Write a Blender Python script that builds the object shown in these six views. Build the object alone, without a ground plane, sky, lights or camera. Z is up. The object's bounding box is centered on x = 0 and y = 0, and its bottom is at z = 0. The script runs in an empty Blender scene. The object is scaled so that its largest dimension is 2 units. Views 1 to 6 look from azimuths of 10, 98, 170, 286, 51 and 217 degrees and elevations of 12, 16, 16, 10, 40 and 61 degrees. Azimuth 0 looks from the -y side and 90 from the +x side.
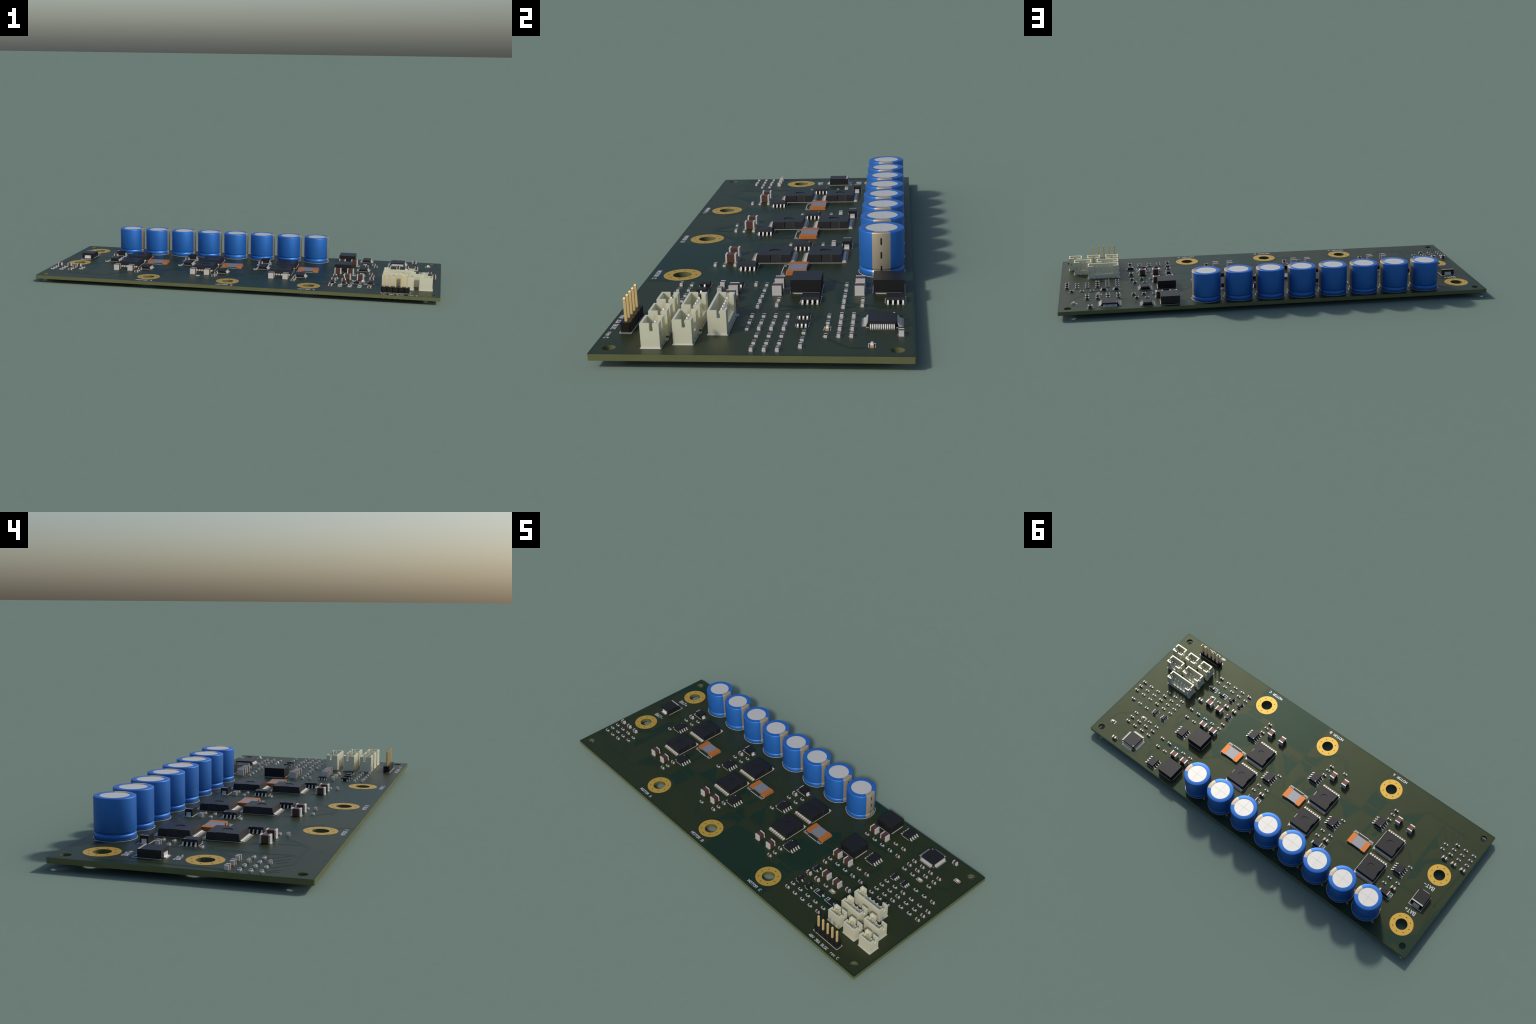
"""Three-phase motor driver board: green laminate panel with a row of eight blue
electrolytic capacitors, power transistors, shunts, drivers, passives, connectors.
All lengths below are millimetres of the real board; S scales to scene metres."""
import bpy, bmesh, math
from mathutils import Vector

S = 2.0 / 188.0              # 188 mm board -> 2 m
LX, LY, TH = 188.0, 74.0, 1.6
Z0 = 3.4                     # board top above the ground: leads reach 3.4 mm below it
NPH, PITCH = 3, 38.0         # three identical phase blocks along x

# ------------------------------------------------------------------ materials
def material(name, col, rough=0.5, metal=0.0, spec=0.5, grain=0.0, gscale=40.0, bump=0.0):
    m = bpy.data.materials.new(name)
    m.use_nodes = True
    nt = m.node_tree
    b = nt.nodes["Principled BSDF"]
    b.inputs["Roughness"].default_value = rough
    b.inputs["Metallic"].default_value = metal
    b.inputs["Specular IOR Level"].default_value = spec
    b.inputs["Base Color"].default_value = (*col, 1)
    if grain or bump:
        tc = nt.nodes.new("ShaderNodeTexCoord")
        nz = nt.nodes.new("ShaderNodeTexNoise")
        nz.inputs["Scale"].default_value = gscale
        nz.inputs["Detail"].default_value = 3.0
        nt.links.new(tc.outputs["Object"], nz.inputs["Vector"])
        if grain:
            rp = nt.nodes.new("ShaderNodeValToRGB")
            rp.color_ramp.elements[0].position = 0.3
            rp.color_ramp.elements[1].position = 0.7
            rp.color_ramp.elements[0].color = (*[c * (1 - grain) for c in col], 1)
            rp.color_ramp.elements[1].color = (*[min(1, c * (1 + grain)) for c in col], 1)
            nt.links.new(nz.outputs["Fac"], rp.inputs["Fac"])
            nt.links.new(rp.outputs["Color"], b.inputs["Base Color"])
        if bump:
            bp = nt.nodes.new("ShaderNodeBump")
            bp.inputs["Strength"].default_value = bump
            bp.inputs["Distance"].default_value = 0.001
            nt.links.new(nz.outputs["Fac"], bp.inputs["Height"])
            nt.links.new(bp.outputs["Normal"], b.inputs["Normal"])
    return m

M5 = dict(rough=0.45, metal=0.45)
MAT = dict(
    mask_cu=material("solder_mask_over_copper", (0.029, 0.040, 0.0155), spec=0.32, grain=0.04, gscale=9, **M5),
    mask=material("solder_mask_bare", (0.0130, 0.0345, 0.0185), spec=0.32, grain=0.04, gscale=9, **M5),
    fr4=material("glass_laminate_edge", (0.132, 0.141, 0.062), 0.6, 0.4, spec=0.3, grain=0.06, gscale=14),
    silk=material("white_print", (0.62, 0.62, 0.655), **M5),
    gold=material("gold_plating", (0.547, 0.345, 0.05), **M5),
    pin=material("pale_gold_pin", (0.76, 0.55, 0.25), **M5),
    pad=material("solder_pad", (0.27, 0.27, 0.285), **M5),
    tin=material("tinned_metal", (0.66, 0.65, 0.61), **M5),
    via=material("painted_via", (0.004, 0.006, 0.005), 0.7, spec=0.1),  # near-black disc colour, stands in for the darkness of open via holes
    black=material("black_epoxy", (0.0165, 0.016, 0.0168), grain=0.06, gscale=60, **M5),
    ferrite=material("dark_grey_ferrite", (0.04, 0.04, 0.045), **M5),
    mark=material("pale_mark", (0.52, 0.475, 0.39), **M5),
    brown=material("brown_ceramic", (0.113, 0.049, 0.036), grain=0.06, gscale=60, **M5),
    ceramic=material("white_ceramic", (0.66, 0.65, 0.62), **M5),
    film=material("black_resistor_film", (0.012, 0.012, 0.014), **M5),
    blue=material("blue_sleeve", (0.02, 0.14, 0.495), **M5),
    stripe=material("beige_stripe", (0.365, 0.32, 0.243), **M5),
    alu=material("aluminium_lid", (0.62, 0.62, 0.585), **M5),
    score=material("painted_vent_score", (0.46, 0.45, 0.43), 0.45, 0.1),  # greyer than the lid: imitates in colour how pressed grooves reflect
    cream=material("cream_nylon", (0.74, 0.73, 0.56), **M5),
    nylon_black=material("black_nylon", (0.012, 0.011, 0.01), **M5),
    copper=material("copper_terminal", (0.52, 0.168, 0.033), **M5),
    alloy=material("grey_resistance_alloy", (0.258, 0.258, 0.29), **M5),
    led=material("led_lens", (0.74, 0.72, 0.62), **M5),
    ledgold=material("led_terminal", (0.70, 0.42, 0.13), **M5),
)

# ------------------------------------------------------------------ mesh helpers
class Part:
    """Collects faces in mm and turns them into one mesh with several materials."""
    def __init__(self):
        self.v, self.f, self.m, self.mats = [], [], [], []

    def slot(self, mat):
        if mat not in self.mats:
            self.mats.append(mat)
        return self.mats.index(mat)

    def add(self, verts, faces, mat):
        o, s = len(self.v), self.slot(mat)
        self.v += verts
        for f in faces:
            self.f.append([i + o for i in f])
            self.m.append(s)

    def loft(self, a, b, z0, z1, mat, bottom=True, top=True):
        """Prism between two outlines (ccw) of equal count."""
        n = len(a)
        vs = [(x, y, z0) for x, y in a] + [(x, y, z1) for x, y in b]
        fs = [[i, (i + 1) % n, n + (i + 1) % n, n + i] for i in range(n)]
        if top:
            fs.append(list(range(n, 2 * n)))
        if bottom:
            fs.append(list(range(n - 1, -1, -1)))
        self.add(vs, fs, mat)

    def prism(self, poly, z0, z1, mat, bottom=True):
        area = sum(p[0] * q[1] - q[0] * p[1] for p, q in zip(poly, poly[1:] + poly[:1]))
        if area < 0:
            poly = poly[::-1]
        self.loft(poly, poly, z0, z1, mat, bottom)

    def box(self, x0, x1, y0, y1, z0, z1, mat):
        self.prism([(x0, y0), (x1, y0), (x1, y1), (x0, y1)], z0, z1, mat)

    def cbox(self, cx, cy, lx, ly, z0, z1, mat, ch=0.0):
        if ch:
            a, b = lx / 2, ly / 2
            p = [(a - ch, -b), (a, ch - b), (a, b - ch), (a - ch, b), (ch - a, b), (-a, b - ch), (-a, ch - b), (ch - a, -b)]
            self.prism([(cx + x, cy + y) for x, y in p], z0, z1, mat)
        else:
            self.box(cx - lx / 2, cx + lx / 2, cy - ly / 2, cy + ly / 2, z0, z1, mat)

    def frustum(self, cx, cy, lx, ly, z0, z1, inset, mat):
        r = lambda d: [(cx - lx / 2 + d, cy - ly / 2 + d), (cx + lx / 2 - d, cy - ly / 2 + d),
                       (cx + lx / 2 - d, cy + ly / 2 - d), (cx - lx / 2 + d, cy + ly / 2 - d)]
        self.loft(r(0), r(inset), z0, z1, mat)

    def moulded(self, cx, cy, lx, ly, z0, zm, z1, inset, mat):
        """Epoxy package: widest at the parting line zm."""
        r = lambda d: [(cx - lx / 2 + d, cy - ly / 2 + d), (cx + lx / 2 - d, cy - ly / 2 + d),
                       (cx + lx / 2 - d, cy + ly / 2 - d), (cx - lx / 2 + d, cy + ly / 2 - d)]
        self.loft(r(inset * 0.6), r(0), z0, zm, mat, top=False)
        self.loft(r(0), r(inset), zm, z1, mat, bottom=False)

    def side_prism(self, prof, c0, c1, axis, mat, sign=1):
        """Profile (out, z) swept from c0 to c1; axis 'x': out = +-x, 'y': out = +-y."""
        n = len(prof)
        vs = []
        for c in (c0, c1):
            for o, z in prof:
                vs.append((sign * o, c, z) if axis == 'x' else (c, sign * o, z))
        fs = [[i, (i + 1) % n, n + (i + 1) % n, n + i] for i in range(n)]
        fs += [list(range(n, 2 * n)), list(range(n - 1, -1, -1))]
        self.add(vs, fs, mat)

    def lathe(self, prof, mat, a0=0.0, a1=360.0, n=64, cx=0.0, cy=0.0):
        full = abs(a1 - a0) >= 359.9
        cnt = n if full else n + 1
        vs = []
        for i in range(cnt):
            a = math.radians(a0 + (a1 - a0) * i / n)
            for r, z in prof:
                vs.append((cx + r * math.cos(a), cy + r * math.sin(a), z))
        k = len(prof)
        fs = []
        for i in range(n):
            j = (i + 1) % cnt
            for q in range(k - 1):
                fs.append([i * k + q, j * k + q, j * k + q + 1, i * k + q + 1])
        self.add(vs, fs, mat)

    def disc(self, cx, cy, r, z0, z1, mat, n=12):
        self.prism([(cx + r * math.cos(2 * math.pi * i / n), cy + r * math.sin(2 * math.pi * i / n)) for i in range(n)], z0, z1, mat, bottom=False)

    def ribbon(self, pts, w, z0, z1, mat, closed=False, sides=True):
        """Mitred flat line of width w."""
        pts = [Vector(p) for p in pts]
        n = len(pts)
        left, right = [], []
        for i, p in enumerate(pts):
            d = []
            if closed or i > 0:
                d.append((p - pts[i - 1]).normalized())
            if closed or i < n - 1:
                d.append((pts[(i + 1) % n] - p).normalized())
            t = sum(d, Vector((0, 0)))
            t = t.normalized() if t.length > 1e-4 else d[0]
            nv = Vector((-t.y, t.x))
            c = max(0.45, nv.dot(Vector((-d[0].y, d[0].x))))
            e = Vector((0, 0))
            if not closed and i == 0:
                e = -d[0] * w * 0.4
            if not closed and i == n - 1:
                e = d[-1] * w * 0.4
            left.append(p + e + nv * (w / 2 / c))
            right.append(p + e - nv * (w / 2 / c))
        vs, fs = [], []
        for l, r in zip(left, right):
            vs += [(l.x, l.y, z1), (r.x, r.y, z1), (l.x, l.y, z0), (r.x, r.y, z0)]
        for i in range(n if closed else n - 1):
            a, b = 4 * i, 4 * ((i + 1) % n)
            fs.append([a, a + 1, b + 1, b])
            if sides:
                fs += [[a, b, b + 2, a + 2], [a + 1, a + 3, b + 3, b + 1]]
        if not closed and sides:
            e = 4 * (n - 1)
            fs += [[0, 2, 3, 1], [e, e + 1, e + 3, e + 2]]
        self.add(vs, fs, mat)

    def mesh(self, name, smooth=None):
        me = bpy.data.meshes.new(name)
        me.from_pydata([(x * S, y * S, z * S) for x, y, z in self.v], [], self.f)
        for k in self.mats:
            me.materials.append(MAT[k])
        me.polygons.foreach_set("material_index", self.m)
        bm = bmesh.new()
        bm.from_mesh(me)
        bmesh.ops.recalc_face_normals(bm, faces=bm.faces)
        if smooth is not None:
            for f in bm.faces:
                f.smooth = True
            for e in bm.edges:
                if len(e.link_faces) == 2 and e.calc_face_angle(0) > math.radians(smooth):
                    e.smooth = False
        bm.to_mesh(me)
        bm.free()
        return me

COL = bpy.context.scene.collection

def place(me, name, parent, x=0.0, y=0.0, z=0.0, rot=0.0, stuff=False):
    ob = bpy.data.objects.new(name, me)
    COL.objects.link(ob)
    ob.parent = parent
    ob.location = (x * S, y * S, z * S)
    ob.rotation_euler = (0, 0, math.radians(rot))
    if stuff:
        ob["kind"] = "stuff"
    return ob

ROOT = bpy.data.objects.new("circuit_board", None)
COL.objects.link(ROOT)
ROOT["label"] = "dark green motor driver board with eight blue capacitors"
ROOT["category"] = "circuit board"

# ------------------------------------------------------------------ laminate panel
CORNER_HOLES = [(sx * (LX / 2 - 4), sy * (LY / 2 - 4)) for sx in (-1, 1) for sy in (-1, 1)]
TERMINALS = [(34.5 - PITCH * k, -27.5) for k in range(NPH)] + [(-84.0, -5.0), (-84.0, 25.0)]

def panel():
    cu = bpy.data.curves.new("outline", 'CURVE')
    cu.dimensions = '2D'
    cu.fill_mode = 'BOTH'
    cu.extrude = TH / 2 * S
    def loop(pts):
        sp = cu.splines.new('POLY')
        sp.points.add(len(pts) - 1)
        for p, (x, y) in zip(sp.points, pts):
            p.co = (x * S, y * S, 0, 1)
        sp.use_cyclic_u = True
    c, hx, hy = 0.25, LX / 2, LY / 2
    loop([(-hx + c, -hy), (hx - c, -hy), (hx, -hy + c), (hx, hy - c), (hx - c, hy), (-hx + c, hy), (-hx, hy - c), (-hx, -hy + c)])
    for (cx, cy), r, n in [(h, 1.6, 24) for h in CORNER_HOLES] + [(t, 2.65, 32) for t in TERMINALS]:
        loop([(cx + r * math.cos(2 * math.pi * i / n), cy + r * math.sin(2 * math.pi * i / n)) for i in range(n)])
    tmp = bpy.data.objects.new("outline", cu)
    COL.objects.link(tmp)
    dg = bpy.context.evaluated_depsgraph_get()
    me = bpy.data.meshes.new_from_object(tmp.evaluated_get(dg))
    bpy.data.objects.remove(tmp)
    me.name = "panel"
    me.materials.clear()
    me.materials.append(MAT["mask_cu"])
    me.materials.append(MAT["fr4"])
    for p in me.polygons:
        p.use_smooth = False
        p.material_index = 0 if abs(p.normal.z) > 0.5 else 1
    return place(me, "panel", ROOT, 0, 0, Z0 - TH / 2)

PANEL = panel()
ZT = 0.0     # local z of everything that stands on the board

# Copper pattern under the mask, read as bare (no copper) zones and track clearances.
BARE_ZONES = [
    [(32.0,-10.8), (42.2,-10.0), (41.0,-2.0), (33.0,-3.0), (31.0,-6.0)],
    [(36.0,31.9), (42.0,31.9), (42.0,36.4), (36.0,36.4)],
    [(52.0,16.5), (60.0,18.3), (60.0,21.2), (47.0,21.2), (47.0,17.2)],
    [(52.0,-5.0), (60.0,-3.2), (60.0,-0.4), (47.0,-0.4), (47.0,-4.4)],
    [(56.5,-20.8), (63.8,-20.8), (63.8,-16.2), (52.5,-16.2), (52.5,-20.0)],
    [(40.2,-36.4), (1.7,-36.4), (1.6,-17.6), (13.6,-16.6), (19.7,-16.3), (25.5,-22.0), (28.5,-21.2), (32.2,-20.9), (39.4,-22.0)],
    [(40.0,-18.3), (39.1,-21.1), (31.9,-20.8), (31.6,-18.5)],
    [(42.9,-11.2), (41.6,-15.4), (38.6,-17.8), (28.0,-17.9), (28.4,-14.0), (31.4,-11.1), (31.7,-7.7), (41.2,-8.4)],
    [(40.0,-2.1), (39.7,-6.5), (31.5,-6.9), (25.5,-6.1), (26.4,-3.8), (28.3,-1.3), (31.1,-0.5), (35.6,-0.0), (40.6,0.4)],
    [(11.1,-11.0), (1.7,-11.1), (1.9,-1.0)],
    [(1.9,-14.6), (2.0,-17.3), (-1.3,-17.1), (-6.0,-21.0), (-6.4,-15.5), (-5.0,-14.4), (1.6,-14.1)],
    [(2.0,-12.5), (1.8,-13.7), (-4.7,-13.7), (-5.1,-11.5), (-6.5,-10.9), (-5.3,-9.2), (-2.9,-9.7), (-1.0,-11.7)],
    [(-4.0,-0.3), (-3.8,-5.0), (-6.2,-7.4), (-6.2,-4.1), (-5.4,0.3)],
    [(-10.0,-1.3), (-11.5,-5.4), (-13.7,-4.7), (-13.7,-0.9), (-12.1,0.9)],
    [(-24.6,-9.1), (-36.1,-9.7), (-33.6,-0.2), (-27.8,-6.4), (-25.9,-6.8)],
    [(-35.9,-14.5), (-36.1,-22.7), (-39.2,-20.7), (-44.2,-20.5), (-44.1,-14.4)],
    [(-35.9,-10.8), (-36.2,-13.6), (-43.7,-13.9), (-43.8,-10.2)],
    [(-53.2,-18.0), (-52.5,-18.3), (-61.1,-26.2), (-60.9,-18.8)],
    [(-43.7,-0.1), (-43.8,-7.0), (-45.6,-6.9), (-45.6,-4.2), (-45.6,-0.0)],
    [(-47.9,-2.3), (-48.5,-6.5), (-50.2,-6.4), (-49.8,-2.3), (-49.0,-1.7)],
    [(-72.2,-20.5), (-76.5,-16.2), (-73.7,-13.2), (-73.5,-6.2), (-80.9,-12.7), (-82.9,-12.0), (-76.4,-5.9), (-76.4,3.1), (-73.5,6.0), (-73.0,3.8), (-72.4,-1.3), (-72.0,-14.2)],
    [(-89.3,9.6), (-90.8,6.7), (-91.6,9.5)],
    [(-73.7,31.4), (-86.2,30.3), (-92.0,25.1), (-92.2,11.1), (-93.4,6.4), (-93.4,36.4)],
    [(13.2,-2.8), (11.4,-3.7), (7.5,0.1), (9.6,1.8)],
    [(42.8,0.9), (40.0,-5.9), (29.7,-5.4), (35.0,1.4), (40.0,2.5)],
    [(40.1,8.4), (40.0,2.9), (34.2,2.4), (34.7,6.1), (32.9,9.2), (36.1,12.2)],
]
TRACES = [
    [(39.6,18.8), (39.6,29.4), (37.6,29.4)],
    [(71.0,9.0), (66.5,11.5), (66.5,14.0), (71.5,13.6)],
    [(59.0,32.5), (64.0,27.5), (64.0,25.0), (61.5,24.5)],
    [(59.0,11.0), (64.0,6.0), (64.0,3.2), (61.5,3.0)],
    [(68.5,33.5), (67.0,34.5), (67.0,26.0), (68.0,25.0)],
    [(76.5,33.0), (79.5,33.8)],
    [(40.2,-36.4), (39.6,-22.1), (41.7,-20.4)],
    [(2.3,-16.8), (-0.9,-17.1), (-8.1,-23.4)],
    [(39.6,-22.1), (28.7,-21.6), (25.8,-21.8), (19.7,-16.3), (2.3,-16.8)],
    [(-1.3,-17.1), (-11.5,-27.3), (-14.9,-27.3), (-23.1,-19.0)],
    [(-12.7,-26.5), (-12.5,-20.9)],
    [(-14.3,-26.3), (-19.3,-21.9)],
    [(-17.1,-25.4), (-18.3,-26.6)],
    [(7.8,-12.2), (-0.6,-11.9), (-3.3,-9.5), (-6.5,-9.2)],
    [(-6.0,-7.6), (-3.7,-5.2), (-3.3,-0.2)],
    [(-7.6,-5.6), (-7.2,-3.9), (-10.0,-0.8)],
    [(-6.0,-11.0), (-10.9,-15.7)],
    [(-12.8,-13.7), (-15.6,-10.6), (-35.7,-10.3)],
    [(-33.1,-26.6), (-38.3,-21.0), (-48.4,-20.9)],
    [(-36.1,-36.4), (-36.6,-31.3)],
    [(-35.9,-9.8), (-43.4,-10.2)],
    [(-52.1,-18.3), (-62.1,-28.4), (-82.0,-28.6), (-86.5,-24.0)],
    [(-72.1,-27.1), (-78.0,-20.7)],
    [(-76.6,-26.6), (-82.0,-20.4)],
    [(-79.6,-26.6), (-82.1,-24.0)],
    [(-88.1,-26.4), (-90.8,-23.4)],
    [(-89.7,-26.6), (-91.7,-24.2)],
    [(-72.3,-27.0), (-74.1,4.1)],
    [(-72.4,-20.3), (-71.8,-1.4)],
    [(-61.4,-25.4), (-61.2,-19.0)],
    [(-64.1,-6.7), (-66.0,-6.5), (-71.3,-1.0)],
    [(-73.7,-5.8), (-80.9,-12.7)],
    [(-74.0,9.7), (-79.8,9.5)],
    [(-91.2,-11.9), (-90.8,-1.5)],
    [(11.6,-8.6), (4.9,-1.5)],
    [(11.7,-4.0), (7.7,0.2)],
    [(11.6,-10.6), (1.8,-0.6), (-1.3,4.7)],
    [(41.8,-9.0), (30.9,-8.4)],
    [(2.0,10.0), (-14.1,10.0)],
    [(4.8,6.0), (2.2,10.2), (3.2,19.1)],
    [(1.5,0.4), (-0.4,2.8), (-0.3,5.3)],
    [(-7.5,-2.8), (-10.7,0.3)],
    [(-37.4,9.9), (-44.5,9.8)],
    [(-37.1,10.6), (-36.9,19.0)],
    [(-37.3,10.5), (-51.7,10.3)],
    [(-73.2,6.4), (-72.7,19.0)],
    [(-74.2,9.6), (-80.3,9.5)],
    [(-73.7,30.5), (-81.3,30.6)],
    [(-86.2,30.3), (-92.0,25.1), (-90.6,6.4), (-91.9,-12.9)],
    [(89.1,26.0), (88.8,22.1), (83.1,16.5)],
    [(61.3,32.0), (62.1,30.6), (59.9,24.7)],
    [(60.5,3.4), (62.4,9.2), (61.3,11.1)],
    [(43.0,18.7), (34.3,10.4), (23.7,9.4)],
    [(40.6,7.9), (39.8,1.7)],
    [(63.8,-8.0), (60.4,-4.1), (58.7,-4.7)],
    [(61.6,10.9), (60.7,3.0)],
    [(62.5,20.1), (59.5,23.5), (57.7,17.9), (44.3,18.0)],
    [(84.1,12.5), (83.2,12.7), (77.6,12.1), (76.0,12.6)],
    [(68.0,24.0), (64.7,23.9)],
    [(68.0,26.9), (65.4,26.9)],
    [(78.8,27.1), (78.5,29.1)],
    [(75.4,34.5), (73.6,36.0), (69.3,35.0)],
    [(72.7,12.5), (68.7,13.5), (68.5,15.9)],
    [(61.7,-21.1), (58.1,-21.4), (53.2,-20.4), (50.7,-23.3)],
    [(66.0,-17.7), (61.7,-15.8), (65.6,-17.2)],
    [(48.1,-17.9), (47.6,-21.4), (40.6,-21.4)],
    [(64.7,-9.0), (62.0,-5.9)],
]
VIAS = [(-9.3,-31.9), (-10.8,-31.3), (-12.5,-33.1), (-12.6,-26.7), (-14.3,-26.6), (-18.3,-26.6), (-66.4,-33.0), (-68.8,-32.4), (-74.9,-35.6), (-48.4,-30.5), (-33.2,-26.6), (-76.3,-26.7), (-79.3,-26.7), (-83.3,-26.7), (-87.9,-26.6), (-89.7,-26.6), (-61.6,-26.5), (-62.3,-27.4), (-73.2,-26.5), (-74.0,-27.2), (45.1,-35.2), (42.0,-19.1), (41.9,-14.9), (42.0,-9.1), (66.5,28.8), (64.9,27.4), (65.6,30.0), (64.3,28.3), (64.8,23.9), (66.6,16.3), (76.0,24.3), (78.1,27.2), (74.3,23.7), (77.3,33.1), (73.6,35.0), (72.0,35.3), (69.1,34.8), (63.3,1.6), (56.8,0.5), (70.5,1.7), (67.2,-1.1), (66.3,16.2), (51.5,18.6), (42.0,-9.0), (41.9,-7.8), (43.5,-6.6), (42.0,-19.0), (42.0,-15.0)]

HOLES = [(h, 1.7) for h in CORNER_HOLES] + [(p, 2.8) for p in TERMINALS]

def inside(p, poly):
    c = False
    for (x0, y0), (x1, y1) in zip(poly, poly[1:] + poly[:1]):
        if (y0 > p[1]) != (y1 > p[1]) and p[0] < (x1 - x0) * (p[1] - y0) / (y1 - y0) + x0:
            c = not c
    return c

def zone(part, poly, z):
    """Flat zone at height z, with the drilled holes it covers left open."""
    cut = [h for h in HOLES if inside(h[0], poly)]
    if not cut:
        part.add([(x, y, z) for x, y in poly], [list(range(len(poly)))], "mask")
        return
    cu = bpy.data.curves.new("zone", 'CURVE')
    cu.dimensions = '2D'
    cu.fill_mode = 'FRONT'
    ring = lambda c, r: [(c[0] + r * math.cos(math.pi * i / 16), c[1] + r * math.sin(math.pi * i / 16)) for i in range(32)]
    for pts in [list(poly)] + [ring(*h) for h in cut]:
        sp = cu.splines.new('POLY')
        sp.points.add(len(pts) - 1)
        for q, (x, y) in zip(sp.points, pts):
            q.co = (x, y, 0, 1)
        sp.use_cyclic_u = True
    tmp = bpy.data.objects.new("zone", cu)
    COL.objects.link(tmp)
    me = bpy.data.meshes.new_from_object(tmp.evaluated_get(bpy.context.evaluated_depsgraph_get()))
    part.add([(v.co.x, v.co.y, z) for v in me.vertices], [list(p.vertices) for p in me.polygons], "mask")
    bpy.data.objects.remove(tmp)

def offset(pts, d):
    """Parallel polyline at distance d to the left."""
    v = [Vector(p) for p in pts]
    out = []
    for i, p in enumerate(v):
        ds = []
        if i > 0:
            ds.append((p - v[i - 1]).normalized())
        if i < len(v) - 1:
            ds.append((v[i + 1] - p).normalized())
        t = sum(ds, Vector((0, 0))).normalized()
        nv = Vector((-t.y, t.x))
        c = max(0.5, nv.dot(Vector((-ds[0].y, ds[0].x))))
        out.append(p + nv * d / c)
    return out

def copper_pattern():
    gaps, tracks = Part(), Part()
    # pour stops short of the board edge
    ex, ey = LX / 2 - 0.33, LY / 2 - 0.33
    gaps.ribbon([(-ex, -ey), (ex, -ey), (ex, ey), (-ex, ey)], 0.5, -0.05, 0.0030, "mask", closed=True, sides=False)
    # bare strip behind the capacitor row
    zone(gaps, [(-86.0, 33.2), (36.0, 33.2), (38.5, 36.4), (-86.0, 36.4)], 0.0035)
    z = 0.004
    for p in BARE_ZONES:
        zone(gaps, p, z)
        z += 0.0004
    z = max(z, 0.015)
    for t in TRACES:
        for s in (-1, 1):       # clearance on both sides of the track
            gaps.ribbon(offset(t, 0.30 * s), 0.24, -0.05, z, "mask", sides=False)
            z += 0.0001
    more = [(gx - 1.9, gy + 1.45) for gx in (71.0, 75.4, 79.8, 84.3) for gy in (-1.1, 1.8, 4.8)] + [(79.8 - 4.45 * i, 20.9) for i in range(3)]
    for x, y in VIAS + more:
        tracks.disc(x, y, 0.42, 0.0, z, "mask", 10)
        tracks.disc(x, y, 0.15, 0.0, z + 0.001, "fr4", 8)  # painted via: flat ring and dot, nothing is drilled
        z += 0.0001
    place(gaps.mesh("copper_gap"), "copper_gap", ROOT, 0, 0, Z0, stuff=True)
    place(tracks.mesh("painted_via"), "painted_via", ROOT, 0, 0, Z0, stuff=True)

copper_pattern()
ZP0, ZP1 = -0.02, 0.060      # pads
ZS0, ZS1 = -0.02, 0.062      # print
ZC = Z0 + 0.055              # components sit on the pads

def terminal_rings():
    for side in (1, -1):
        p = Part()
        p.lathe([(2.68, -0.05), (2.68, 0.06), (5.33, 0.06), (5.33, -0.05)], "gold", n=64)
        for i in range(8):
            a = math.radians(45 * i)
            p.disc(3.97 * math.cos(a), 3.97 * math.sin(a), 0.24, 0.02, 0.066, "via", 10)  # dark disc laid on the ring in place of a bored hole
        me = p.mesh("terminal_ring")
        for x, y in TERMINALS:
            ob = place(me, "terminal_ring", ROOT, x, y, Z0 if side > 0 else Z0 - TH)
            if side < 0:
                ob.rotation_euler = (math.pi, 0, 0)

terminal_rings()

# ------------------------------------------------------------------ printed legend
SILK = Part()
_zs = [ZS1]

def line(pts, w=0.16, closed=False):
    SILK.ribbon(pts, w, ZS0, _zs[0], "silk", closed)
    _zs[0] += 0.0001

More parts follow.
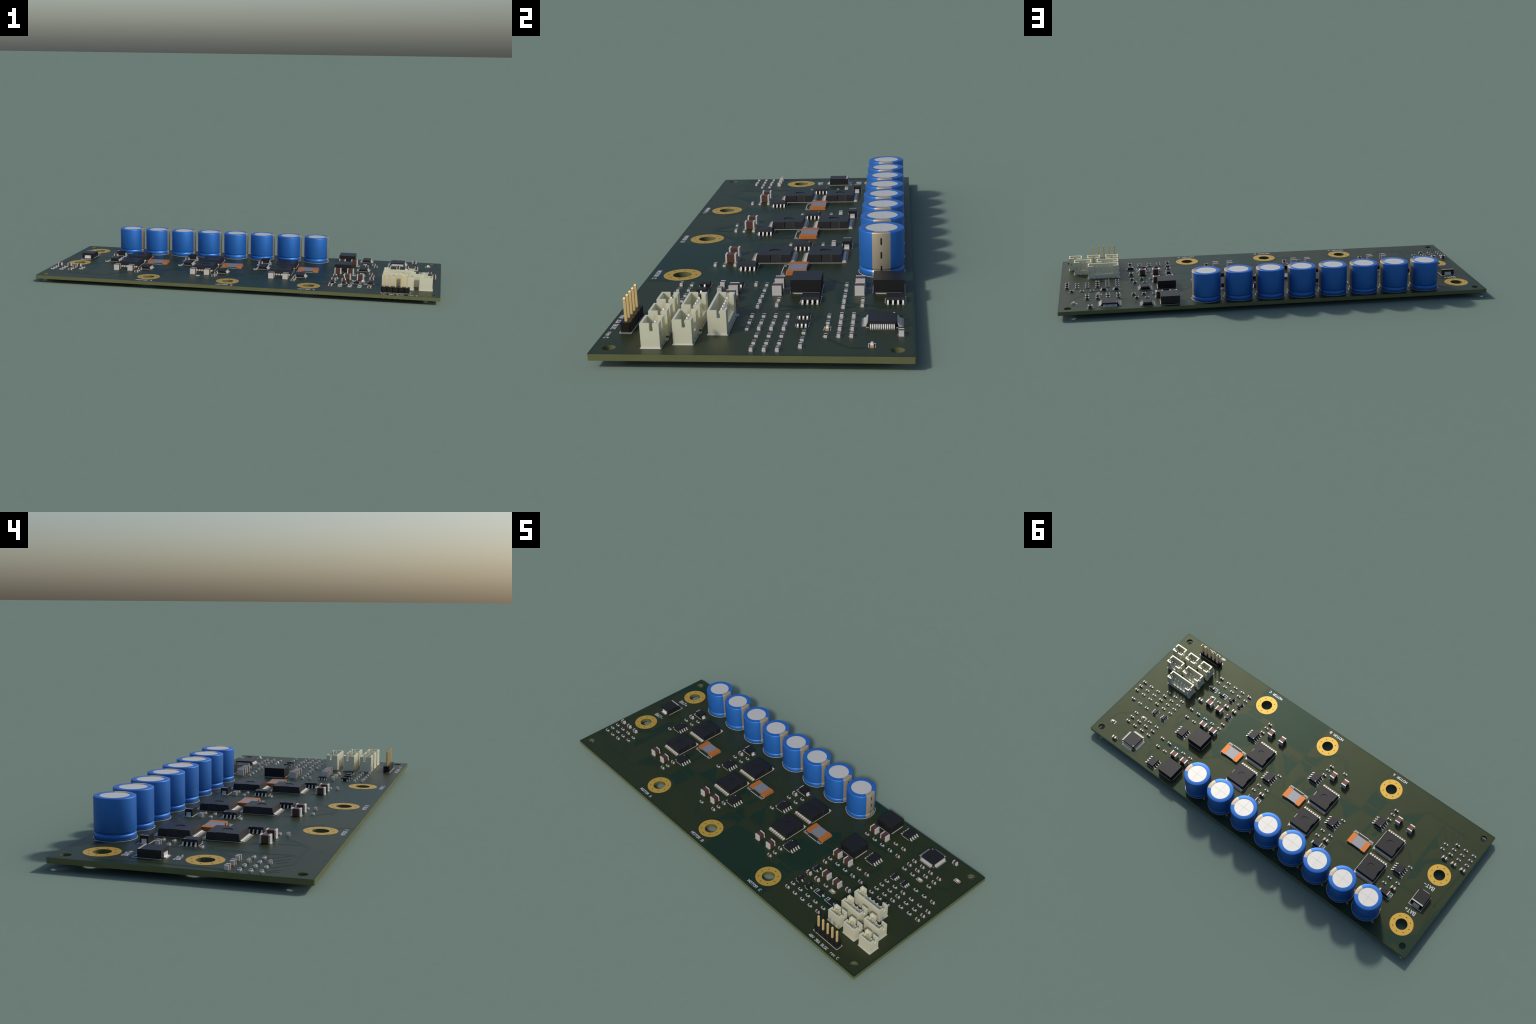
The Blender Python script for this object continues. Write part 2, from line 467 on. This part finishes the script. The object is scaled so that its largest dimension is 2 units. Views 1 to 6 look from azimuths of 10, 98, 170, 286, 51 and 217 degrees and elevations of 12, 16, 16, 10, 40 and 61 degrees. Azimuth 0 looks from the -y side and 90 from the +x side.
# stroke glyphs on a 4 x 6 grid, drawn like a plotter would
GLYPH = {
    'M': [[(0, 0), (0, 6), (2, 2.4), (4, 6), (4, 0)]],
    'O': [[(1.2, 0), (0, 1.2), (0, 4.8), (1.2, 6), (2.8, 6), (4, 4.8), (4, 1.2), (2.8, 0), (1.2, 0)]],
    'T': [[(0, 6), (4, 6)], [(2, 6), (2, 0)]],
    'R': [[(0, 0), (0, 6), (2.8, 6), (4, 5.1), (4, 3.9), (2.8, 3), (0, 3)], [(2, 3), (4, 0)]],
    'A': [[(0, 0), (2, 6), (4, 0)], [(0.8, 1.8), (3.2, 1.8)]],
    'B': [[(0, 0), (0, 6), (2.6, 6), (3.7, 5.2), (3.7, 4), (2.6, 3.1), (0, 3.1)], [(2.6, 3.1), (4, 2.2), (4, 0.9), (2.8, 0), (0, 0)]],
    'C': [[(4, 1), (3, 0), (1.4, 0), (0, 1.4), (0, 4.6), (1.4, 6), (3, 6), (4, 5)]],
    '4': [[(3, 0), (3, 6), (0, 2), (4, 2)]],
    '8': [[(1, 0), (0, 1), (0, 2.3), (1, 3.2), (3, 3.2), (4, 2.3), (4, 1), (3, 0), (1, 0)],
          [(1, 3.2), (0.3, 4), (0.3, 5.2), (1, 6), (3, 6), (3.7, 5.2), (3.7, 4), (3, 3.2)]],
    'V': [[(0, 6), (2, 0), (4, 6)]],
    '3': [[(0, 6), (4, 6), (1.8, 3.6), (3, 3.6), (4, 2.6), (4, 1), (3, 0), (1, 0), (0, 1)]],
    '5': [[(3.8, 6), (0.4, 6), (0.1, 3.2), (1, 3.8), (3, 3.8), (4, 2.8), (4, 1), (3, 0), (1, 0), (0, 1)]],
    'L': [[(0, 6), (0, 0), (3.6, 0)]],
    'D': [[(0, 0), (0, 6), (2.4, 6), (4, 4.4), (4, 1.6), (2.4, 0), (0, 0)]],
    'r': [[(0.6, 4), (0.6, 0)], [(0.6, 2.8), (1.8, 4), (3, 4)]],
    'e': [[(0.2, 2.1), (3.6, 2.1), (3.6, 3.1), (2.8, 4), (1.2, 4), (0.2, 3), (0.2, 1), (1.2, 0), (3.2, 0)]],
    'v': [[(0.2, 4), (2, 0), (3.8, 4)]],
    '+': [[(0, 2.6), (4, 2.6)], [(2, 4.6), (2, 0.6)]],
    '-': [[(0, 2.6), (4, 2.6)]],
}

def legend(text, x0, x1, y, h, w):
    """Text between x0 and x1 on baseline y."""
    adv = (x1 - x0) / (len(text) * 5.4 - 1.4)
    for i, c in enumerate(text):
        for st in GLYPH.get(c, []):
            line([(x0 + (i * 5.4 + px) * adv, y + py * h / 6) for px, py in st], w)

for k, c in enumerate("CBA"):
    cx = 34.5 - PITCH * k
    legend("MOTOR " + c, cx - 3.85, cx + 3.85, -35.45, 1.15, 0.21)
legend("BAT-", -86.05, -80.95, 1.72, 1.65, 0.27)
legend("BAT+", -86.05, -80.95, 16.78, 1.65, 0.27)
legend("48V 35A BLDC  rev C", 68.1, 84.0, -36.0, 1.12, 0.175)

# ------------------------------------------------------------------ chip passives
PADS = Part()

def chip_meshes(name, L, W, H, t, body, film=None):
    b, e = Part(), Part()
    if film:
        b.cbox(0, 0, L - 0.06, W - 0.02, 0.06, H - 0.06, body)
        b.cbox(0, 0, L - 2 * t, W - 0.10, H - 0.06, H - 0.01, film)
    else:
        b.cbox(0, 0, L - 0.06, W - 0.08, 0.06, H - 0.05, body)
    for s in (-1, 1):
        e.cbox(s * (L / 2 - t / 2), 0, t, W + 0.01, 0.03, H, "tin", ch=min(0.05, t * 0.2))
    return b.mesh(name), e.mesh("terminal")

CHIP = {
    'R': ("chip_resistor", 1.6, 0.8, 0.47, 0.32, "ceramic", "film"),
    'C': ("chip_capacitor", 1.6, 0.8, 0.82, 0.36, "brown", None),
    'L': ("chip_ferrite", 1.6, 0.8, 0.82, 0.36, "ferrite", None),
    'C8': ("chip_capacitor", 2.0, 1.25, 1.25, 0.48, "brown", None),
    'C12': ("chip_capacitor", 3.2, 2.5, 2.5, 0.52, "brown", None),
}
CHIP_MESH = {k: chip_meshes(*v) for k, v in CHIP.items()}
CHIP_MESH_NAME = {k: v[0] for k, v in CHIP.items()}

def chip(kind, x, y, rot=0):
    _, L, W, H, t, *_r = CHIP[kind]
    ob = place(CHIP_MESH[kind][0], CHIP_MESH_NAME[kind], ROOT, x, y, ZC, rot)
    place(CHIP_MESH[kind][1], "terminal", ob, stuff=True)
    ext = 0.36 if kind in "RCL" else 0.42
    for s in (-1, 1):
        o = s * (L / 2 - t / 2 + ext / 2 - 0.05)
        lx, ly = t + ext, W + 0.08
        if rot:
            PADS.cbox(x, y + o, ly, lx, ZP0, ZP1, "pad")
        else:
            PADS.cbox(x + o, y, lx, ly, ZP0, ZP1, "pad")
    if kind != 'C12':
        for s in (-1, 1):
            yy = y + s * (W / 2 + 0.2)
            line([(x - 0.18, yy), (x + 0.18, yy)], 0.11)

# right-hand logic section: columns 4.45 mm apart, rows 2.95 mm apart
GX = [68.68, 73.1, 77.5, 82.03, 86.5, 90.9]
GY = [-2.58, 0.33, 3.28, 6.25]
COLS = [("R", 0, 4), ("R", 0, 4), ("C", 1, 4), ("R", 1, 4), ("R", 1, 4), ("C", 1, 4)]
for gx, (k, r0, r1) in zip(GX, COLS):
    for r in range(r0, r1):
        chip(k, gx, GY[r])
chip('R', GX[2], GY[0])
for x, k in ((88.73, 'C'), (84.33, 'R'), (79.88, 'R')):
    chip(k, x, 11.22)
for x in (82.0, 73.15, 68.68):
    chip('R', x, 16.43)
for x, k in ((81.96, 'C'), (77.48, 'C'), (73.02, 'C'), (68.58, 'L')):
    chip(k, x, 19.45)
for x in (81.97, 77.48, 73.02, 68.65):
    chip('C', x, 22.4)
chip('C8', 80.63, 33.8)
# two identical voltage regulators, 21.55 mm apart in y
for oy in (0.0, 21.55):
    for x, y, k in ((62.0, -2.1, 'C'), (57.55, -2.1, 'C'), (60.84, 2.62, 'C'), (53.06, -2.08, 'R'),
                    (56.38, 2.62, 'R'), (48.63, -2.07, 'R'), (44.15, -2.08, 'R')):
        chip(k, x, y + oy)
    chip('C12', 51.05, 1.6 + oy)
    chip('C12', 44.95, 1.6 + oy)
chip('C', 44.2, -5.0)
# sensor filters next to the pin header
for i, x in enumerate((62.04, 57.53, 53.05, 48.62, 44.2)):
    chip('C' if i in (0, 4) else 'R', x, -25.6)
    chip('R', x, -22.67)
chip('R', 54.04, -13.76)
for x, y in ((62.01, -9.02), (49.35, -14.1), (44.52, -14.1)):
    chip('C8', x, y)
chip('C12', 56.8, -9.98)
chip('C12', 50.68, -9.98)
# battery-side divider
for x, y, k in ((-77.92, -19.65, 'R'), (-77.92, -16.75, 'R'), (-82.41, -19.65, 'R'), (-86.86, -22.65, 'R'),
                (-86.86, -19.65, 'R'), (-86.86, -16.7, 'R'), (-91.3, -22.64, 'R'), (-91.3, -19.72, 'R'),
                (-91.3, -16.7, 'R'), (-82.42, -22.55, 'C'), (-82.42, -16.65, 'C')):
    chip(k, x, y)
for x in (-81.2, -86.1, -91.0):
    chip('C8', x, -13.36)
chip('R', -19.53, -20.3)
# repeated in each phase
PHASE_CHIPS = [('C', 25.98, -13.66, 0), ('C', 25.92, -19.5, 0), ('R', 26.12, -16.79, 0), ('C12', 21.92, -15.47, 90),
               ('C12', 15.13, -15.52, 90), ('R', 4.45, 0.25, 0), ('R', 8.92, 10.21, 0), ('R', 9.38, 13.68, 0),
               ('R', 4.46, 10.21, 0), ('C8', 4.75, 13.48, 0)]
for k in range(NPH):
    for kind, x, y, rot in PHASE_CHIPS:
        chip(kind, x - PITCH * k, y, rot)

# ------------------------------------------------------------------ indicator lights
def leds():
    b, e = Part(), Part()
    b.cbox(0, 0, 1.5, 0.8, 0.05, 0.32, "ceramic")
    b.frustum(-0.12, 0, 1.26, 0.8, 0.32, 0.80, 0.12, "led")
    for s in (-1, 1):
        e.cbox(s * 0.67, 0, 0.30, 0.80, 0.03, 0.42 if s > 0 else 0.3, "ledgold")
    bm, em = b.mesh("indicator_light"), e.mesh("terminal")
    for x, y in ((77.3, 16.5), (87.75, 27.25), (58.35, -13.85)):
        ob = place(bm, "indicator_light", ROOT, x, y, ZC)
        place(em, "terminal", ob, stuff=True)
        for s in (-1, 1):
            PADS.cbox(x + s * 0.85, y, 0.8, 0.95, ZP0, ZP1, "pad")
        line([(x + 0.8, y - 0.78), (x - 1.5, y - 0.78), (x - 1.5, y + 0.78), (x + 0.8, y + 0.78)], 0.17)

leds()

# ------------------------------------------------------------------ gull-wing packages
def gull(inner, outer, zt, th):
    k = inner + (outer - inner) * 0.35
    return [(inner - 0.1, zt), (k - 0.05, zt), (k + 0.22, th + 0.02), (outer, th), (outer, 0.0), (k + 0.02, 0.0), (k - 0.25, zt - th), (inner - 0.1, zt - th)]

def gull_package(name, wx, ly, h, outer, zt, rows, pitch, lw, dot, inset=0.22):
    """rows: {side: list of lead positions along y}; leads leave towards +-x."""
    b, l = Part(), Part()
    b.moulded(0, 0, wx, ly, 0.12, zt, h, inset, "black")
    if dot:
        b.disc(-wx / 2 + 0.72, ly / 2 - 0.68, 0.24, h - 0.02, h + 0.02, dot, 12)
    for s, ys in rows.items():
        for y in ys:
            l.side_prism(gull(wx / 2, outer, zt, 0.2), y - lw / 2, y + lw / 2, 'x', "tin", s)
    return b.mesh(name), l.mesh("lead")

def put_gull(meshes, name, x, y, rows, outer, lw, pads=True):
    ob = place(meshes[0], name, ROOT, x, y, ZC)
    place(meshes[1], "lead", ob, stuff=True)
    for s, ys in rows.items():
        for yy in ys:
            PADS.cbox(x + s * (outer - 0.3), y + yy, 1.1, lw + 0.18, ZP0, ZP1, "pad")

def spread(n, p):
    return [(i - (n - 1) / 2) * p for i in range(n)]

ROW8 = {1: spread(4, 1.27), -1: spread(4, 1.27)}
SO8 = gull_package("gate_driver_chip", 3.9, 4.9, 1.7, 3.05, 0.95, ROW8, 1.27, 0.44, "mark")
SO8B = gull_package("regulator_chip", 3.9, 4.9, 1.5, 3.1, 0.85, ROW8, 1.27, 0.46, "film")  # black disc paints the dark of the moulded pin-one dent
def so8(meshes, name, x, y):
    put_gull(meshes, name, x, y, ROW8, 3.05, 0.44)
    for s in (-1, 1):
        line([(x - 1.9, y + s * 2.6), (x + 1.9, y + s * 2.6)])
    line([(x - 1.9, y + 2.6), (x - 3.3, y + 2.6)])
for k in range(NPH):
    so8(SO8, "gate_driver_chip", 28.2 - PITCH * k, -9.4)
    so8(SO8, "current_amplifier_chip", 7.72 - PITCH * k, 4.32)
for oy in (0, 21.55):
    so8(SO8B, "regulator_chip", 56.65, 10.82 + oy)

def small_package(name, x, y, right, left):
    rows = {1: right, -1: left}
    me = gull_package(name, 1.6, 2.9, 1.15, 1.42, 0.68, rows, 0.95, 0.40, None, 0.12)
    put_gull(me, name, x, y, rows, 1.5, 0.40)
    for s in (-1, 1):
        line([(x - 0.75, y + s * 1.6), (x + 0.75, y + s * 1.6)], 0.14)
    line([(x - 0.75, y + 1.6), (x - 1.6, y + 1.6)], 0.14)

P3 = spread(3, 0.95)
for x, y in ((74.75, 10.3), (69.3, 10.2)):
    small_package("buffer_chip", x, y, P3, P3)
small_package("sensor_chip", 44.8, -9.92, [-0.95, 0.95], P3)
for x in (49.95, 44.6):
    small_package("small_transistor", x, -18.95, [0.0], [-0.95, 0.95])

def microcontroller(x, y):
    b, l = Part(), Part()
    oct_ = lambda d: [(sx * a, sy * c) for sx, sy, a, c in ((1, -1, 3.1, 3.5 - d), (1, -1, 3.5 - d, 3.1), (1, 1, 3.5 - d, 3.1), (1, 1, 3.1, 3.5 - d),
                                                            (-1, 1, 3.1, 3.5 - d), (-1, 1, 3.5 - d, 3.1), (-1, -1, 3.5 - d, 3.1), (-1, -1, 3.1, 3.5 - d))]
    b.loft(oct_(0.12), oct_(0.0), 0.1, 0.75, "black", top=False)
    b.loft(oct_(0.0), oct_(0.14), 0.75, 1.5, "black", bottom=False)
    b.disc(-2.75, 2.75, 0.28, 1.48, 1.52, "mark", 12)
    for s in (-1, 1):
        for c in spread(12, 0.5):
            for ax in 'xy':
                l.side_prism(gull(3.5, 4.5, 0.85, 0.15), c - 0.145, c + 0.145, ax, "tin", s)
                dx, dy = (s * 4.35, c) if ax == 'x' else (c, s * 4.35)
                PADS.cbox(x + dx, y + dy, 1.2 if ax == 'x' else 0.3, 0.3 if ax == 'x' else 1.2, ZP0, ZP1, "pad")
    ob = place(b.mesh("microcontroller_chip"), "microcontroller_chip", ROOT, x, y, ZC)
    place(l.mesh("lead"), "lead", ob, stuff=True)
    for sx in (-1, 1):
        for sy in (-1, 1):
            line([(x + sx * 3.2, y + sy * 3.65), (x + sx * 3.65, y + sy * 3.65), (x + sx * 3.65, y + sy * 3.2)], 0.15)

microcontroller(72.45, 29.35)

# ------------------------------------------------------------------ power transistors
def transistor_meshes():
    b, l = Part(), Part()
    def outline(a, n, y0, y1):
        right = [(a, y0), (a, -0.92), (n, -0.84), (n, 1.75), (a, 2.3), (a, y1)]
        return right + [(-x, y) for x, y in right[::-1]]
    b.loft(outline(4.95, 4.78, -5.25, 5.2), outline(4.65, 4.28, -4.75, 4.9), 0.12, 2.3, "black")
    for c in spread(8, 1.2):
        l.side_prism([(5.1, 0.42), (5.5, 0.40), (5.75, 0.22), (6.2, 0.18), (6.2, 0.0), (5.1, 0.0)], c - 0.4, c + 0.4, 'y', "tin", -1)
    l.box(-4.9, 4.9, 5.1, 5.95, 0.0, 0.5, "tin")
    for s in (-1, 1):
        l.box(s * 4.45 - 0.45, s * 4.45 + 0.45, 5.95, 6.15, 0.0, 0.42, "tin")
    me = b.mesh("power_transistor")
    # ejector-pin dimple in the top
    tool = Part()
    tool.disc(0, 0.05, 1.65, 2.14, 2.7, "black", 40)
    tool.f.append(list(range(39, -1, -1))); tool.m.append(0)
    o1 = bpy.data.objects.new("a", me); o2 = bpy.data.objects.new("b", tool.mesh("b"))
    COL.objects.link(o1); COL.objects.link(o2)
    md = o1.modifiers.new("dimple", 'BOOLEAN')
    md.object = o2; md.operation = 'DIFFERENCE'; md.solver = 'EXACT'
    out = bpy.data.meshes.new_from_object(o1.evaluated_get(bpy.context.evaluated_depsgraph_get()))
    bpy.data.objects.remove(o1); bpy.data.objects.remove(o2)
    out.name = "power_transistor"
    return out, l.mesh("lead")

TOLL = transistor_meshes()
GPAD = Part()
for k in range(NPH):
    for y in (-3.0, 11.9):
        x = 18.4 - PITCH * k
        ob = place(TOLL[0], "power_transistor", ROOT, x, y, ZC + 0.01)
        place(TOLL[1], "lead", ob, stuff=True)
        for c in spread(8, 1.2):
            GPAD.cbox(x + c, y - 6.05, 0.86, 1.4, ZP0, ZP1, "gold")
            GPAD.cbox(x + c, y - 6.30, 0.76, 0.74, ZP0, ZP1 + 0.01, "pad")
            GPAD.cbox(x + c, y + 6.1, 0.85, 0.5, ZP0, ZP1 + 0.012, "pad")
        GPAD.cbox(x, y + 5.7, 10.1, 1.55, ZP0, ZP1, "gold")
        for s in (-1, 1):
            line([(x + s * 5.13, y - 5.2), (x + s * 5.13, y + 5.3)], 0.17)
        line([(x - 5.0, y - 5.75), (x - 5.15, y - 5.45)], 0.3)

# ------------------------------------------------------------------ current shunts
def shunts():
    t, m = Part(), Part()
    for s in (-1, 1):
        t.loft([(s * 2.55, -2.88), (s * 4.75, -2.88), (s * 5.0, -2.6), (s * 5.0, 2.6), (s * 4.75, 2.88), (s * 2.55, 2.88)][::s],
               [(s * 2.55, -2.8), (s * 4.70, -2.8), (s * 4.92, -2.55), (s * 4.92, 2.55), (s * 4.70, 2.8), (s * 2.55, 2.8)][::s], 0.0, 0.92, "copper")
    m.cbox(0, 0, 5.1, 5.25, 0.12, 0.90, "alloy")
    tm, mm = t.mesh("terminal"), m.mesh("shunt_resistor")
    for k in range(NPH):
        x, y = 30.05 - PITCH * k, 4.85
        ob = place(mm, "shunt_resistor", ROOT, x, y, ZC)
        place(tm, "terminal", ob)
        for s in (-1, 1):
            PADS.cbox(x + s * 4.05, y - 3.98, 2.3, 0.95, ZP0, ZP1, "pad")
            PADS.cbox(x + s * 3.8, y, 2.6, 5.9, ZP0, ZP1, "pad")
            line([(x + s * 5.2, y - 3.45), (x + s * 5.2, y - 3.1)], 0.2)
        line([(x - 2.4, y - 4.3), (x + 2.55, y - 4.3)], 0.26)

shunts()

# ------------------------------------------------------------------ diodes and surge clamp
def diode(name, x, y, L, W, H, lw, tip, rot, silk_band, band):
    """Cathode band at local -x."""
    b, l = Part(), Part()
    b.frustum(0, 0, L, W, 0.1, H, 0.07, "black")
    b.cbox(-L / 2 + band / 2 + 0.07, 0, band, W - 0.14, H - 0.01, H + 0.02, "mark")
    zl = min(1.3, H * 0.55)
    for s in (-1, 1):
        l.side_prism([(L / 2 - 0.05, zl), (L / 2 + 0.18, zl), (L / 2 + 0.2, 0.22), (tip, 0.2), (tip, 0.0), (L / 2 - 0.05, 0.0)], -lw / 2, lw / 2, 'x', "tin", s)
    ob = place(b.mesh(name), name, ROOT, x, y, ZC, rot)
    place(l.mesh("lead"), "lead", ob, stuff=True)
    r = math.radians(rot)
    tr = lambda px, py: (x + px * math.cos(r) - py * math.sin(r), y + px * math.sin(r) + py * math.cos(r))
    w = W / 2 + 0.28
    line([tr(L / 2 - 0.1, -w), tr(-silk_band, -w), tr(-silk_band, w), tr(L / 2 - 0.1, w)], 0.17)
    for s in (-1, 1):
        c = tr(s * (tip - 0.25), 0)
        a, d = (1.3, lw + 0.35) if rot == 0 else (lw + 0.35, 1.3)
        PADS.cbox(c[0], c[1], a, d, ZP0, ZP1, "pad")

for k in range(NPH):
    diode("flyback_diode", 6.5 - PITCH * k, 17.6, 4.2, 2.6, 2.25, 1.5, 2.75, 0, 3.45, 0.45)
for x in (62.0, 55.75):
    diode("signal_diode", x, -18.25, 2.6, 1.6, 1.1, 0.6, 1.85, 0, 2.85, 0.4)
diode("surge_clamp_diode", -84.0, 9.95, 7.0, 5.95, 2.4, 3.1, 4.3, -90, 4.9, 0.6)

# ------------------------------------------------------------------ inductors
def inductors():
    b, t = Part(), Part()
    b.cbox(0, 0, 8.0, 8.0, 0.25, 3.7, "black", ch=0.06)
    b.cbox(0, 0, 7.6, 5.0, 0.02, 0.25, "black")
    for s in (-1, 1):
        t.box(s * 3.3 - 0.75, s * 3.3 + 0.75, -3.6, 3.6, 0.0, 0.26, "pad")
    bm, tm = b.mesh("inductor"), t.mesh("terminal")
    for oy in (0, 21.55):
        ob = place(bm, "inductor", ROOT, 47.0, 9.08 + oy, ZC)
        place(tm, "terminal", ob)
        for s in (-1, 1):
            line([(47 - 3.6, 9.08 + oy + s * 4.15), (47 + 3.6, 9.08 + oy + s * 4.15)], 0.16)
            line([(47 + s * 4.15, 9.08 + oy - 3.2), (47 + s * 4.15, 9.08 + oy + 3.2)], 0.16)

inductors()

# ------------------------------------------------------------------ electrolytic capacitors
def capacitors():
    R, H, A = 6.25, 12.5, 23.5
    prof = [(5.8, 0.05), (6.1, 0.08), (R, 0.3), (R, 1.25), (6.18, 1.5), (6.02, 1.68), (5.96, 1.85), (6.02, 2.02), (6.18, 2.22), (R, 2.5),
            (R, 12.2), (6.21, 12.38), (6.12, 12.46), (6.0, 12.5), (4.40, 12.5), (4.37, 12.38)]
    sleeve, stripe, lid, lead = Part(), Part(), Part(), Part()
    sleeve.lathe(prof, "blue", A, 360 - A, 72)
    stripe.lathe(prof, "stripe", -A, A, 12)
    for z0, z1 in ((9.15, 11.1), (5.3, 7.2)):
        w = 0.22
        vs = [(-w * 0.5, z0), (w * 0.5, z0), (w, z0 + 0.15), (w, z1 - 0.15), (w * 0.5, z1), (-w * 0.5, z1), (-w, z1 - 0.15), (-w, z0 + 0.15)]
        n = len(vs)
        stripe.add([(R - 0.05, y, z) for y, z in vs] + [(R + 0.015, y, z) for y, z in vs],
                   [[i, (i + 1) % n, n + (i + 1) % n, n + i] for i in range(n)] + [list(range(n, 2 * n))], "film")
    low = [(R, 3.3), (R, 2.5)] + [(r, z) for r, z in prof[::-1] if 1.3 <= z < 2.5]   # third dash runs through the groove
    for (r0, z0), (r1, z1) in zip(low, low[1:]):
        stripe.add([(r0 + 0.02, -0.2, z0), (r0 + 0.02, 0.2, z0), (r1 + 0.02, 0.2, z1), (r1 + 0.02, -0.2, z1)], [[0, 1, 2, 3]], "film")
    n = 64
    lid.disc(0, 0, 4.39, 12.2, 12.43, "alu", n)
    lid.box(-4.0, 4.0, -0.05, 0.05, 12.3, 12.445, "score")  # flat strips on the lid stand in for grooves
    lid.box(-0.05, 0.05, -4.0, 4.0, 12.3, 12.442, "score")
    for s in (-1, 1):
        lead.lathe([(0.0, -3.0), (0.4, -2.95), (0.4, 0.1), (0.0, 0.1)], "tin", n=12, cx=2.5 * s)
    ms = [p.mesh(nm, sm) for p, nm, sm in ((sleeve, "electrolytic_capacitor", 50), (stripe, "polarity_stripe", 50), (lid, "vent_lid", None), (lead, "lead", 40))]
    for i in range(8):
        x, y = 31.0 - 14.0 * i, 28.5
        ob = place(ms[0], "electrolytic_capacitor", ROOT, x, y, ZC)
        for m, nm in zip(ms[1:], ("polarity_stripe", "vent_lid", "lead")):
            place(m, nm, ob)
        line([(x + 6.42 * math.cos(2 * math.pi * j / 56), y + 6.42 * math.sin(2 * math.pi * j / 56)) for j in range(56)], 0.17, closed=True)
        line([(x - 6.85, y + 3.6), (x - 5.65, y + 3.6)], 0.14)
        line([(x - 6.25, y + 3.0), (x - 6.25, y + 4.2)], 0.14)

capacitors()

# ------------------------------------------------------------------ wire connectors
def connector(x, y, n):
    """Shrouded header, n pins 2 mm apart, window in the +y wall, slots in the end walls."""
    L, D, H, t = 2.0 * n + 1.9, 4.5, 6.0, 0.55
    h, d = L / 2, D / 2
    fl, tab, s0, s1, zs = 1.9, 2.45, 0.0, 0.80, 4.05
    p, pins = Part(), Part()
    p.box(-h + t, h - t, -d + t, d - t, 0.25, fl, "cream")                 # floor
    p.box(-h, h, -d, -d + t, 0.0, H, "cream")                             # closed wall
    for s in (-1, 1):                                                      # end walls with slot
        a, b = sorted((s * h, s * (h - t)))
        mid = (s0 + s1) / 2
        prof = [(-d + t, 0.0), (d - t, 0.0), (d - t, H), (s1, H), (s1, zs + 0.2), (mid + 0.18, zs), (mid - 0.18, zs), (s0, zs + 0.2), (s0, H), (-d + t, H)]
        k = len(prof)
        p.add([(a, yy, z) for yy, z in prof] + [(b, yy, z) for yy, z in prof],
              [[i, (i + 1) % k, k + (i + 1) % k, k + i] for i in range(k)] + [list(range(k)), list(range(2 * k - 1, k - 1, -1))], "cream")
    # +y wall: sill, two tabs with a small latch window each
    p.box(-h, h, d - t, d, 0.2, fl + 0.15, "cream")
    for s in (-1, 1):
        a, b = sorted((s * h, s * (h - tab)))
        w0, w1 = sorted((s * (h - 0.65), s * (h - 1.45)))
        p.box(a, b, d - t, d, 3.6, H, "cream")
        p.box(a, w0, d - t, d, fl + 0.15, 3.6, "cream")
        p.box(w1, b, d - t, d, fl + 0.15, 3.6, "cream")
        p.box(w0, w1, d - t, d, fl + 0.15, 2.5, "cream")
    for i in range(n + 1):                                                 # feet
        fx = -h + 0.45 + i * (L - 0.9) / n
        p.box(fx - 0.45, fx + 0.45, d - t, d, 0.0, 0.2, "cream")
    for c in spread(n, 2.0):
        a, yy = 0.26, 0.5
        sq = lambda e: [(c - e, yy - e), (c + e, yy - e), (c + e, yy + e), (c - e, yy + e)]
        pins.loft(sq(a * 0.5), sq(a), -3.455, -3.1, "tin", top=False)
        pins.loft(sq(a), sq(a), -3.1, 5.0, "tin", bottom=False, top=False)
        pins.loft(sq(a), sq(a * 0.45), 5.0, 5.35, "tin", bottom=False)
    ob = place(p.mesh("wire_connector"), "wire_connector", ROOT, x, y, ZC)
    place(pins.mesh("pin"), "pin", ob)
    g = 0.16
    line([(x - h - g, y - d - g), (x + h + g, y - d - g), (x + h + g, y + d + g), (x - h - g, y + d + g)], 0.17, closed=True)
    line([(x - h - 0.5, y + d - 0.9), (x - h - 0.5, y + d + 0.5), (x - h + 1.0, y + d + 0.5)], 0.16)

for x, y, n in ((87.4, -23.0, 2), (79.0, -23.0, 2), (70.6, -23.0, 2), (84.0, -16.0, 3), (72.65, -16.0, 4), (74.65, -9.0, 6)):
    connector(x, y, n)

# ------------------------------------------------------------------ pin header
def pin_header(x1, y, n):
    p = 2.54
    b = Part()
    out = []
    for i in range(n):
        c = -p * (n - 1) / 2 + i * p
        out += [(c - p / 2, -0.95), (c - p / 2 + 0.32, -1.27), (c + p / 2 - 0.32, -1.27)]
    out.append((p * n / 2, -0.95))
    b.prism(out + [(-x, -yy) for x, yy in out], 0.0, 2.54, "nylon_black")
    cx = x1 - p * (n - 1) / 2
    ob = place(b.mesh("pin_header"), "pin_header", ROOT, cx, y, ZC)
    q = Part()
    sq = lambda e: [(-e, -e), (e, -e), (e, e), (-e, e)]
    q.loft(sq(0.18), sq(0.32), -3.17, -2.85, "pin", top=False)
    q.loft(sq(0.32), sq(0.32), -2.85, 8.2, "pin", bottom=False, top=False)
    q.loft(sq(0.32), sq(0.17), 8.2, 8.5, "pin", bottom=False)
    me = q.mesh("pin")
    for c in spread(n, p):
        place(me, "pin", ob, c)
    e = p * n / 2 + 0.2
    line([(cx - e + 1.5, y - 1.45), (cx + e, y - 1.45), (cx + e, y + 1.45), (cx - e + 1.5, y + 1.45)], 0.17)
    line([(cx - e, y), (cx - e, y - 1.45), (cx - e + 0.9, y - 1.45)], 0.17)

pin_header(79.2, -31.55, 5)

place(PADS.mesh("solder_pad"), "solder_pad", ROOT, 0, 0, Z0, stuff=True)
place(GPAD.mesh("gold_pad"), "gold_pad", ROOT, 0, 0, Z0, stuff=True)
place(SILK.mesh("printed_legend"), "printed_legend", ROOT, 0, 0, Z0, stuff=True)
